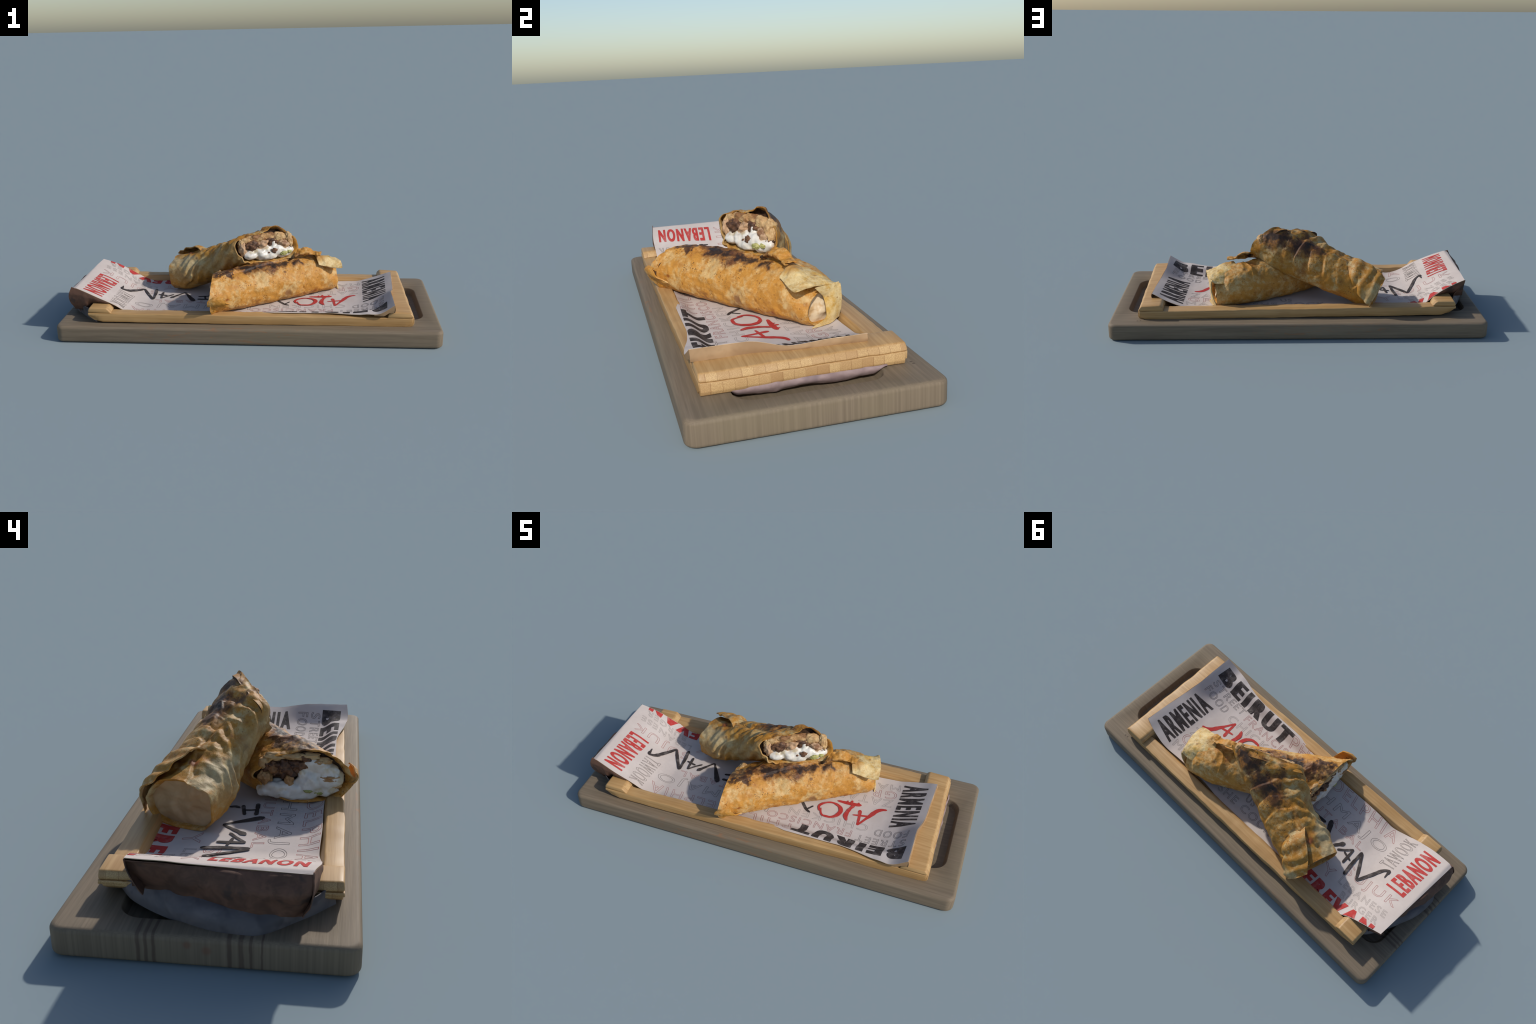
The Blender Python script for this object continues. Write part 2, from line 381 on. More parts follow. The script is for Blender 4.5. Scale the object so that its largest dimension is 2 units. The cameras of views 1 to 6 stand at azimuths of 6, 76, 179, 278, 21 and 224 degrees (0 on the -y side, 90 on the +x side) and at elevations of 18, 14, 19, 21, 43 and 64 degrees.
# ------------------------------------------------------------------ printed paper
HX = [(-.96, .274), (-.93, .263), (-.863, .239), (-.755, .193), (-.70, .166), (-.66, .142), (-.61, .122), (-.55, .111), (-.3, .110), (0, .1095),
      (.5, .1105), (.58, .116), (.64, .130), (.69, .148), (.736, .167), (.76, .178), (.80, .194)]
def paper_height(x, y):
    x = np.asarray(x, float); y = np.asarray(y, float)
    xb = x + .032 * ss(-.2, .15, y) * ss(-.83, -.70, x) * ss(-.50, -.60, x)      # the bend sits further out at the back
    z = pchip(*zip(*HX), xb)
    e = ss(-.235, -.298, y)
    z = z + e * .035 * ss(-.1, .2, x) * (1 - ss(.6, .75, x)) + e * .018 * ss(-.6, -.45, x) * (1 - ss(-.1, .2, x))
    z = z + .031 * ss(-.03, -.17, y) * ss(.66, .765, x)                          # free end curls up at the front
    z = z - .004 * np.exp(-((x - .78) / .05)**2 - (y / .06)**2)
    z = z + .008 * ss(.2, .25, y) * ss(-.6, -.4, x) * (1 - ss(.5, .62, x))
    P = np.stack([x, y, 0 * x], -1)
    return z + .0011 * fbm(P, 9, 41, 2)

EDGE_FRONT = [(-.927, -.289), (-.778, -.303), (-.66, -.30), (-.55, -.287), (-.42, -.289), (-.25, -.286), (.02, -.290), (.09, -.300), (.15, -.312), (.3, -.311), (.41, -.31), (.5, -.319), (.61, -.343), (.688, -.353), (.757, -.346)]
EDGE_BACK = [(-.905, .208), (-.831, .221), (-.738, .235), (-.66, .255), (-.53, .253), (-.417, .248), (-.085, .262), (.107, .265), (.333, .246), (.493, .25), (.632, .258), (.712, .249), (.786, .23)]
EDGE_RIGHT = [(-.346, .757), (-.248, .756), (-.150, .754), (-.052, .770), (.004, .775), (.135, .780), (.23, .785)]

def build_paper():
    G = empty("printed_paper", (0, 0, 0.108), "white greaseproof paper sheet printed with red and black words", "paper")
    face = paper_material("paper_face", (0.545, 0.470, 0.428), (0.615, 0.540, 0.495))
    back = paper_material("paper_back", (0.50, 0.36, 0.22), (0.60, 0.46, 0.31))  # tan includes baked orange light, tinted into the paper
    m, n = 300, 110
    u = np.linspace(0, 1, m)[:, None]; v = np.linspace(0, 1, n)[None, :]
    xf = -.927 + u * (.756 + .927); xb = -.905 + u * (.786 + .905)
    yf = pchip(*zip(*EDGE_FRONT), xf); yb = pchip(*zip(*EDGE_BACK), xb)
    Y = yf * (1 - v) + yb * v
    xl = -.927 + v * .022
    xr_lin = .756 + v * .030
    X = xl + u * (xr_lin - xl) + ss(.80, 1, u) * (pchip(*zip(*EDGE_RIGHT), -.343 + v * .573) - xr_lin)
    X = X + .0012 * fbm(np.stack([X, Y, 0 * X], -1), 22, 5, 2) * ss(0.97, 1, u)
    Z = paper_height(X, Y)
    # the lifted far end bends over its support: soft lip
    Z = Z - .010 * ss(-.905, -.93, X)
    solid_sheet("sheet", np.stack([X, Y, Z], -1), 0.0022, [face, back], G, 70)
    # turned-down rim of the free end, standing on the end bar
    ye = np.linspace(-.345, .228, 110); xe = pchip(*zip(*EDGE_RIGHT), ye); ze = paper_height(xe, ye)
    foot = .1655 - .004 * ss(-.3, .3, ye); tt = np.linspace(0, 1, 12)[:, None]
    P = np.stack([xe + .004 * np.sin(tt * 3) + 0 * ye, ye + 0 * tt, ze * (1 - tt) + foot * tt], -1)
    P[..., 0] += .0015 * fbm(P, 40, 17, 2) * np.sin(tt * np.pi)
    solid_sheet("turned_down_rim", P, 0.002, paper_material("paper_back_warm", (0.31, 0.195, 0.105), (0.43, 0.285, 0.16)), G, 70)  # darker, warmer brown than the back of the sheet
    xs = np.linspace(.655, .757, 40); ys = pchip(*zip(*EDGE_FRONT), xs); zs = paper_height(xs, ys)
    P = np.stack([xs + 0 * tt, ys + .004 * tt, zs * (1 - tt) + np.minimum(zs - .001, .150 + .016 * ss(.70, .735, xs)) * tt], -1)
    solid_sheet("turned_down_rim", P, 0.002, bpy.data.materials["paper_back_warm"], G, 70)
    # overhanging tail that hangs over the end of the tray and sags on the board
    tail = lump_material("paper_tail_brown", (0.10, 0.052, 0.034), (0.165, 0.082, 0.052), (0.055, 0.038, 0.032), 0.7, 18)  # browns lowered to carry the shadow under the overhang
    shade = lump_material("paper_underside_grey", (0.115, 0.105, 0.112), (0.16, 0.140, 0.142), (0.075, 0.07, 0.078), 0.7, 13)  # paper colour darkened to slate for the shade below the tray end
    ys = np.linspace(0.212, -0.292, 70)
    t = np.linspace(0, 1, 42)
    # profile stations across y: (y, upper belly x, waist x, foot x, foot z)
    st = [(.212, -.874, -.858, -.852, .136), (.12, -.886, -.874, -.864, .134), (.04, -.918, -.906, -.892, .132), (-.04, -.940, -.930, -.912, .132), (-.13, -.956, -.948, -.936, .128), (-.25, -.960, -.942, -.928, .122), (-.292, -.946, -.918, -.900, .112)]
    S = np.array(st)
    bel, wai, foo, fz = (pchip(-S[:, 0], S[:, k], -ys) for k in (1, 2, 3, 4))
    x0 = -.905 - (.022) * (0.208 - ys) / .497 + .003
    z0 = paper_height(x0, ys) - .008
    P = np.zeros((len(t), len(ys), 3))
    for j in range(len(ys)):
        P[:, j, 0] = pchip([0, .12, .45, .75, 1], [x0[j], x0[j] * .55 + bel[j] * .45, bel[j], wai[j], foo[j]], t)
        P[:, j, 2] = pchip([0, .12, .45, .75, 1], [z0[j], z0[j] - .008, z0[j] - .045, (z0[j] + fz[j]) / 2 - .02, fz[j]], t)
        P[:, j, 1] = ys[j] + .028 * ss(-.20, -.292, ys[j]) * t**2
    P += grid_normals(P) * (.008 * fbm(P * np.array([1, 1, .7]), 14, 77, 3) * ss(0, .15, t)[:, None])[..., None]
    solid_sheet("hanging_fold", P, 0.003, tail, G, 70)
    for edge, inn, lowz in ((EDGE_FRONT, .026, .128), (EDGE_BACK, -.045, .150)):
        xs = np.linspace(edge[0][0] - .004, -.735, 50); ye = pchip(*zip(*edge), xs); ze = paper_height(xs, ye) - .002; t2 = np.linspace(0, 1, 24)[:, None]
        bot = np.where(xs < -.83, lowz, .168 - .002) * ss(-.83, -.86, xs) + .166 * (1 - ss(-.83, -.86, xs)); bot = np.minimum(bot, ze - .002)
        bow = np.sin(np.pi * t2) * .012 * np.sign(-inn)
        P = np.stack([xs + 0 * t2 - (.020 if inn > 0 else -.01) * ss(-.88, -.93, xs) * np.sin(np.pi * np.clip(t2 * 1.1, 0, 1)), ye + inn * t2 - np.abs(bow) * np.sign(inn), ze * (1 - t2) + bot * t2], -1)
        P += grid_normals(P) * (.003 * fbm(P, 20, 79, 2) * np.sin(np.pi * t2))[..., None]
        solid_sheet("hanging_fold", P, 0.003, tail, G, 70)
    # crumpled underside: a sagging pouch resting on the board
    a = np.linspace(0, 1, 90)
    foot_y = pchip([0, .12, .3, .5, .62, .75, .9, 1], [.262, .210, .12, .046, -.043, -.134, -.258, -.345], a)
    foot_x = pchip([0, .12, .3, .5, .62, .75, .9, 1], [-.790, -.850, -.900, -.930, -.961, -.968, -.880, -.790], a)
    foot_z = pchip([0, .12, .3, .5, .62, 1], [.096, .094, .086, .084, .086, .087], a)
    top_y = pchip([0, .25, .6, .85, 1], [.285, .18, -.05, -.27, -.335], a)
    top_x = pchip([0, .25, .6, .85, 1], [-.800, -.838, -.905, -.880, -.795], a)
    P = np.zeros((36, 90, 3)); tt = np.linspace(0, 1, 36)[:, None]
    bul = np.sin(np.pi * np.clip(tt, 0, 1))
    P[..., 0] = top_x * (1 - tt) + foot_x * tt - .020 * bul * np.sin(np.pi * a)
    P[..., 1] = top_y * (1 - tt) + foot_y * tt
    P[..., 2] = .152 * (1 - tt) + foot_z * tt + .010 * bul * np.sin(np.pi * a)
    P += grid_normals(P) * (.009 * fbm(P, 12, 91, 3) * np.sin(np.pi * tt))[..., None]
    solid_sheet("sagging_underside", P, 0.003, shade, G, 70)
    # mauve strip peeping out under the other end of the tray
    strip = lump_material("paper_underside_mauve", (0.235, 0.165, 0.160), (0.31, 0.225, 0.215), (0.18, 0.13, 0.135), 0.6, 10)  # dull mauve is white paper with baked shade kept in its colour
    ys = np.linspace(-.262, .268, 90); P = np.zeros((14, 90, 3)); tt = np.linspace(0, 1, 14)[:, None]
    low = .066 + .006 * noise(np.stack([ys * 9, 0 * ys, 0 * ys], -1), 1, 3) + .028 * (ss(-.215, -.262, ys) + ss(.225, .268, ys))
    P[..., 0] = .792 + tt * .052 - .006 * ss(.5, 1, tt); P[..., 1] = ys
    P[..., 2] = low * (1 - tt)**1.2 + .097 * (1 - (1 - tt)**1.2)
    P[..., 0] = .836 + .018 * np.sin(tt * np.pi * .75); P[..., 2] = low + (.101 - low) * tt
    P[..., 0] += .003 * fbm(P, 30, 9, 2)
    solid_sheet("folded_underside", P, 0.003, strip, G, 70)
    return G

# ---- words on the paper
def on_paper(q, h):
    """map (x,y) plan points onto the sheet, kept inside its outline, lifted by h"""
    x, y = q[:, 0], q[:, 1]
    y = np.clip(y, pchip(*zip(*EDGE_FRONT), x) + .002, pchip(*zip(*EDGE_BACK), x) - .002)
    e = .004
    z = paper_height(x, y)
    nx = -(paper_height(x + e, y) - z) / e; ny = -(paper_height(x, y + e) - z) / e
    N = np.stack([nx, ny, np.ones_like(nx)], -1); N /= np.linalg.norm(N, axis=-1, keepdims=True)
    return np.stack([x, y, z], -1) + N * np.reshape(h, (-1, 1))

def glyphs(text, bold, filled, spacing=1.0):
    cu = bpy.data.curves.new("word_curve", "FONT"); cu.body = text; cu.size = 1.0; cu.offset = bold
    cu.resolution_u = 5; cu.space_character = spacing; cu.fill_mode = "FRONT" if filled else "NONE"; cu.dimensions = "2D"
    if not filled: cu.bevel_depth = 0.0
    ob = bpy.data.objects.new("word_helper", cu); bpy.context.scene.collection.objects.link(ob)
    bpy.context.view_layer.update()
    me = bpy.data.meshes.new_from_object(ob.evaluated_get(bpy.context.evaluated_depsgraph_get()))
    bpy.data.objects.remove(ob); bpy.data.curves.remove(cu)
    return me

def quad_map(uv, quad):
    Q = np.array(quad, float); u, v = uv[:, :1], uv[:, 1:2]
    return (Q[0] * (1-u) * (1-v) + Q[1] * u * (1-v) + Q[2] * u * v + Q[3] * (1-u) * v)

def word(text, quad, mat, parent, filled=True, bold=0.07, width=0.0016, heavy=0.0, italic=0.0, spacing=1.22, lift=0.0016, span=None):
    me = glyphs(text, bold, filled, spacing)
    co = np.array([v.co[:] for v in me.vertices]); lo, hi = co.min(0), co.max(0)
    if span: lo[0], hi[0] = span[0] * (hi[0] - lo[0]) + lo[0], span[1] * (hi[0] - lo[0]) + lo[0]
    def uv(c):
        w = (c[:, :2] - lo[:2]) / (hi[:2] - lo[:2]); return np.stack([w[:, 0] + italic * (w[:, 1] - .5), w[:, 1]], -1)
    if filled:
        bm = bmesh.new(); bm.from_mesh(me)
        bmesh.ops.triangulate(bm, faces=bm.faces[:])
        q = quad_map(uv(np.array([v.co[:] for v in bm.verts])), quad)
        for v, p in zip(bm.verts, q): v.co = (p[0], p[1], 0)
        for _ in range(3):
            es = [e for e in bm.edges if e.calc_length() > 0.011]
            if not es: break
            bmesh.ops.subdivide_edges(bm, edges=es, cuts=1)
            bmesh.ops.triangulate(bm, faces=bm.faces[:])
        q = np.array([v.co[:2] for v in bm.verts]); F = [[v.index for v in f.verts] for f in bm.faces]; bm.free()
        n = len(q); F = np.array(F); V = []; G = []
        # heavy poster letters: the glyph is thickened sideways, layer by layer
        along = (np.array(quad[1], float) - np.array(quad[0], float)) / (hi[0] - lo[0])
        for k, f in enumerate((0, -1, 1, -.5, .5) if heavy else (0,)):
            V.append(on_paper(q + along * heavy * f, np.full(n, lift + .00012 * k))); G.append(F + n * k)
        ob = add("printed_word", np.concatenate(V), np.concatenate(G), mat, parent, 180)
    else:
        q = quad_map(uv(co), quad); V, F = [], []
        for e in me.edges:
            a, b = q[e.vertices[0]], q[e.vertices[1]]; d = b - a; L = np.linalg.norm(d)
            if L < 1e-7: continue
            d /= L; nn = np.array([-d[1], d[0]]) * width / 2; a = a - d * width * .3; b = b + d * width * .3
            k = max(1, int(L / .012)); o = len(V)
            for i in range(k + 1):
                p = a + (b - a) * i / k; V += [p + nn, p - nn]
            F += [(o + 2*i, o + 2*i + 1, o + 2*i + 3, o + 2*i + 2) for i in range(k)]
        V = np.array(V)
        ob = add("printed_word", on_paper(V, np.full(len(V), lift)), F, mat, parent, 180)
    bpy.data.meshes.remove(me)
    return ob

def brush_word(strokes, mat, parent, lift=0.0019):
    """brush lettering: each stroke is a centre line with a width at every control point"""
    V, F = [], []; H = []
    for k, (pts, ws) in enumerate(strokes):
        C = np.array(pts, float); d = np.r_[0, np.cumsum(np.linalg.norm(np.diff(C, axis=0), axis=1))]
        n = max(12, int(d[-1] / .004)); s = np.linspace(0, d[-1], n)
        c = np.stack([pchip(d, C[:, 0], s), pchip(d, C[:, 1], s)], -1)
        w = pchip(np.linspace(0, d[-1], len(ws)), ws, s) if len(ws) > 1 else np.full(n, ws[0])
        w = w * (1 + .12 * noise(np.stack([s * 60, s * 0 + k, s * 0], -1), 1, 5))
        cap = np.minimum(s, d[-1] - s); w = w * np.sqrt(np.clip(cap / (w * .5), .12, 1))
        t = np.gradient(c, axis=0); t /= np.linalg.norm(t, axis=1, keepdims=True) + 1e-9
        nn = np.stack([-t[:, 1], t[:, 0]], -1); o = len(V)
        for i in range(n):
            for f in (-.5, 0, .5): V.append(c[i] + nn[i] * w[i] * f); H.append(lift + .00025 * k)
        for i in range(n - 1):
            for j in (0, 1): F.append((o + 3*i + j, o + 3*i + j + 1, o + 3*(i+1) + j + 1, o + 3*(i+1) + j))
    return add("printed_word", on_paper(np.array(V), np.array(H)), F, mat, parent, 180)

def build_print(G):
    red = ink_material("red_ink", (0.46, 0.045, 0.040)); black = ink_material("black_ink", (0.045, 0.036, 0.034))
    rl = ink_material("red_line_ink", (0.36, 0.11, 0.10), 0.3); gl = ink_material("grey_line_ink", (0.13, 0.11, 0.10), 0.3)
    fl = ink_material("faint_line_ink", (0.33, 0.285, 0.26), 0.3)
    W = lambda *a, **k: word(*a, parent=G, **k)
    W("BEIRUT", [(.722, -.235), (.178, -.210), (.172, -.298), (.716, -.320)], black, bold=.040, spacing=1.40, heavy=.050)
    W("ARMENIA", [(.623, .224), (.614, -.091), (.735, -.087), (.749, .213)], black, bold=.025, spacing=1.30, heavy=.042)
    W("LEBANON", [(-.864, -.005), (-.877, -.267), (-.773, -.274), (-.754, -.011)], red, bold=.025, spacing=1.30, heavy=.042)
    W("YEREVAN", [(-.33, .262), (-.86, .268), (-.857, .196), (-.34, .172)], red, bold=.040, spacing=1.40, heavy=.050)
    W("STREET", [(.716, -.184), (.477, -.180), (.476, -.221), (.712, -.226)], gl, filled=False)
    W("FOOD", [(.719, -.124), (.557, -.116), (.553, -.161), (.715, -.169)], gl, filled=False)
    W("FRANCISCO", [(.449, -.168), (.011, -.176), (.011, -.219), (.448, -.211)], rl, filled=False)
    W("CHICKEN", [(.514, -.101), (.109, -.122), (.109, -.165), (.516, -.148)], fl, filled=False)
    W("PHILADELPHIA", [(.150, -.232), (-.634, -.218), (-.620, -.282), (.165, -.296)], rl, filled=False)
    W("LAHMAJO", [(.010, -.122), (-.625, -.120), (-.627, -.189), (.005, -.196)], gl, filled=False)
    W("MUTABAL", [(-.115, -.075), (-.534, -.071), (-.530, -.110), (-.115, -.114)], rl, filled=False)
    W("TAWOOK", [(-.729, -.090), (-.730, -.284), (-.660, -.283), (-.648, -.088)], gl, filled=False)
    W("SUJUK", [(-.560, .086), (-.861, .082), (-.863, .022), (-.548, .014)], rl, filled=False)
    W("LEBANESE", [(-.568, .130), (-.865, .138), (-.857, .103), (-.566, .092)], fl, filled=False)
    W("BURGER", [(-.626, .183), (-.857, .191), (-.849, .157), (-.619, .147)], fl, filled=False)
    W("Y", [(-.476, .152), (-.530, .150), (-.524, .092), (-.452, .094)], rl, filled=False)
    W("SHE COCK", [(.235, .222), (-.150, .214), (-.150, .170), (.242, .178)], gl, filled=False)
    W("US", [(.084, .160), (.030, .158), (.030, .120), (.094, .120)], gl, filled=False)
    W("ZATAR", [(.592, .104), (.300, .096), (.300, .042), (.593, .050)], fl, filled=False)
    W("GR", [(.596, .170), (.467, .160), (.470, .106), (.604, .114)], rl, filled=False)
    W("MA", [(.604, .222), (.485, .212), (.488, .172), (.609, .180)], fl, filled=False)
    brush_word([
        ([(.578, .024), (.560, .022), (.536, .010), (.501, -.046), (.460, -.122)], [.012, .026, .022, .013, .011]),
        ([(.460, -.122), (.457, -.077), (.448, -.016)], [.012, .014, .021]),
        ([(.420, -.062), (.463, -.053), (.508, -.043)], [.009, .012, .010]),
        ([(.446, .018), (.411, .012), (.370, .010), (.320, .010)], [.018, .022, .020, .010]),
        ([(.428, .012), (.429, .032)], [.010]), ([(.392, .008), (.394, .036)], [.012]), ([(.372, .008), (.372, .028)], [.008]),
        ([(.412, .008), (.392, -.045), (.388, -.078), (.402, -.112)], [.016, .018, .023, .012]),
        ([(.253, -.094), (.243, -.064), (.264, -.031), (.305, -.015), (.343, -.030), (.357, -.060), (.345, -.095), (.311, -.118), (.281, -.119), (.263, -.100), (.256, -.070)],
         [.010, .014, .013, .011, .016, .022, .021, .017, .013, .009, .004])], red, G)
    brush_word([
        ([(.150, -.060), (.172, -.088), (.188, -.107), (.212, -.121)], [.016, .018, .017, .009]),
        ([(.215, -.070), (.188, -.107)], [.011, .009]),
        ([(-.243, .045), (-.236, .022), (-.248, .005)], [.014, .016, .012]),
        ([(-.222, -.003), (-.264, -.011), (-.304, -.019)], [.014, .012, .013]),
        ([(-.264, -.012), (-.262, -.031), (-.255, -.055)], [.011]),
        ([(-.204, -.054), (-.254, -.057), (-.302, -.058)], [.017, .014, .016]),
        ([(-.316, -.090), (-.352, -.024), (-.387, .041)], [.030, .019, .008]),
        ([(-.455, -.046), (-.422, -.003), (-.388, .041)], [.024, .015, .008]),
        ([(-.446, .008), (-.480, -.022), (-.508, -.053)], [.013, .011, .010]),
        ([(-.508, -.053), (-.511, -.011), (-.514, .040)], [.010, .013, .016]),
        ([(-.480, -.010), (-.511, -.002), (-.534, .004)], [.011, .010, .012]),
        ([(-.728, -.058), (-.722, -.077), (-.701, -.067), (-.667, -.009), (-.629, .062)], [.010, .017, .020, .018, .012]),
        ([(-.722, -.072), (-.726, -.034)], [.012, .005]),
        ([(-.629, .062), (-.590, -.007), (-.548, -.073)], [.012, .017, .016]),
        ([(-.548, -.073), (-.552, .005), (-.562, .082)], [.013, .016, .019])], black, G)

# ------------------------------------------------------------------ the wraps
def wrap_frame(deg):
    a = math.radians(deg)
    return np.array([math.cos(a), math.sin(a), 0.0]), np.array([-math.sin(a), math.cos(a), 0.0])

def wrap_tube(deg, stations, m=240, n=280, seam=None, layer=0.0, relief=None):
    """loft of rounded cross-sections. station: (s, n_front, n_back, z_low, z_top, slant, lean, square_front_top, square_back_top, square_bottom, crown)
    crown shifts the highest point of the section to the back (+) or front (-)"""
    A, N = wrap_frame(deg)
    S = np.array(stations, float); idx = np.arange(len(S))
    # even spacing along the axis
    u = np.interp(np.linspace(S[0, 0], S[-1, 0], m), S[:, 0], idx)
    col = [pchip(idx, S[:, k], u)[:, None] for k in range(S.shape[1])]
    s, nf, nb, zl, zt, slant, lean, sqf, sqb, sqd, crown = col
    th = np.linspace(0, 2 * np.pi, n, endpoint=False)[None, :]      # 0 = back, 90 = top, 180 = front
    c, q = np.cos(th), np.sin(th)
    e = 2 / np.where(q < 0, sqd, sqb * ss(-.25, .25, c) + sqf * ss(.25, -.25, c))
    cx = np.sign(c) * np.abs(c)**e
    cz = np.sign(q) * np.abs(q)**e
    hw, hh = (nb - nf) / 2, (zt - zl) / 2
    nn = (nf + nb) / 2 + hw * cx + crown * np.clip(cz, 0, 1)
    zz = (zl + zt) / 2 + hh * cz
    along = s + slant * (nn - (nf + nb) / 2) + lean * (zz - (zl + zt) / 2)
    P = along[..., None] * A + nn[..., None] * N + zz[..., None] * np.array([0, 0, 1.0])
    No = grid_normals(P, True)
    cen = P.mean(1, keepdims=True)
    flip = np.sign(((P - cen) * No).sum(-1).mean()); No = No * flip
    d = np.zeros(P.shape[:2])
    tfrac = np.linspace(0, 1, m)[:, None]
    if seam is not None:
        ths = np.radians(pchip(*zip(*seam), tfrac)) + .06 * noise(np.stack([tfrac * 14, 0 * tfrac, 0 * tfrac], -1), 1, 8)
        ph = ((th - ths) / (2 * np.pi)) % 1.0
        d += layer * (ph**3) * ss(1.0, .985, ph)
    if relief is not None: d += relief(P, tfrac, th, along, nn, zz)
    return P + No * d[..., None], A, N

def wrap_body(name, P, A, thick, lip_lo, lip_hi, mat, parent):
    """bread tube with a real wall at both ends: rim, then an inner wall running inwards by lip_lo / lip_hi"""
    m, n = P.shape[:2]
    def inner(ring, sgn, depth):
        c = ring.mean(0); out = []
        r = np.linalg.norm(ring - c, axis=1, keepdims=True)
        for f, g in ((.55, -.002), (1.0, .004), (1.15, .35 * depth), (1.35, depth)):
            w = c + (ring - c) * (1 - f * thick / r) + sgn * A * max(g, 0)
            w = w + .0012 * np.stack([noise(w, 60, 31 + k) for k in range(3)], -1); out.append(w)
        return out
    lo = inner(P[0], 1, lip_lo); hi = inner(P[-1], -1, lip_hi)
    G = np.stack(lo[::-1] + list(P) + hi)
    add(name, G.reshape(-1, 3), grid_faces(len(G), n, 0, True), mat, parent, 70)
    return lo[-1], hi[-1]

def cap(name, ring, bulge, A, mat, parent, amp=.006, scale=24, seed=3, rings=26, shift=(0, 0)):
    c = ring.mean(0); n = len(ring); V = []
    f = np.linspace(1, 0.02, rings)[:, None, None]
    P = c + (ring[None] * 1.0 - c) * f * 1.002 + A * (bulge * (1 - f**2))
    P = P + A * (amp * fbm(P, scale, seed, 3) * (1 - f[..., 0]**6))[..., None]
    V = list(P.reshape(-1, 3)) + [P[-1].mean(0)]
    F = grid_faces(rings, n, 0, True) + [((rings-1)*n + j, (rings-1)*n + (j+1) % n, rings*n) for j in range(n)]
    return add(name, V, F, mat, parent, 180)

def lump_mesh(blobs, seed, amp=.22, freq=1.6, sub=4):
    """blobs: (centre, radii xyz or r, rotation z deg) -> verts, faces of noisy ellipsoids"""
    bm = bmesh.new(); bmesh.ops.create_icosphere(bm, subdivisions=sub, radius=1.0)
    B = np.array([v.co[:] for v in bm.verts]); Fb = np.array([[v.index for v in f.verts] for f in bm.faces]); bm.free()
    V, F = [], []
    for i, (c, r, rot) in enumerate(blobs):
        r = np.array([r] * 3 if np.isscalar(r) else r, float)
        k = 1 + amp * fbm(B * freq + 11.3 * i + seed, 1.0, seed + i, 4)
        Q = B * k[:, None] * r; a = math.radians(rot)
        R = np.array([[math.cos(a), -math.sin(a), 0], [math.sin(a), math.cos(a), 0], [0, 0, 1]])
        F.append(Fb + sum(len(v) for v in V)); V.append(Q @ R.T + np.array(c))
    return np.concatenate(V), np.concatenate(F)

def lumps(name, blobs, mat, parent, seed=1, amp=.22, freq=1.6, sub=4, voxel=None):
    if not voxel and len(blobs) > 1:                                    # every piece is an object of its own
        return [lumps(name, [b], mat, parent, seed + 3 * i, amp, freq, sub) for i, b in enumerate(blobs)]
    V, F = lump_mesh(blobs, seed, amp, freq, sub)
    ob = add(name, V, F, mat, parent, 180)
    if voxel:
        md = ob.modifiers.new("remesh", "REMESH"); md.mode = "VOXEL"; md.voxel_size = voxel
        sm = ob.modifiers.new("smooth", "SMOOTH"); sm.factor = .5; sm.iterations = 3
        bpy.context.view_layer.update()
        me = bpy.data.meshes.new_from_object(ob.evaluated_get(bpy.context.evaluated_depsgraph_get()))
        old = ob.data; ob.modifiers.clear(); ob.data = me; bpy.data.meshes.remove(old); me.name = name
        smooth_by_angle(me, 180)
    return ob

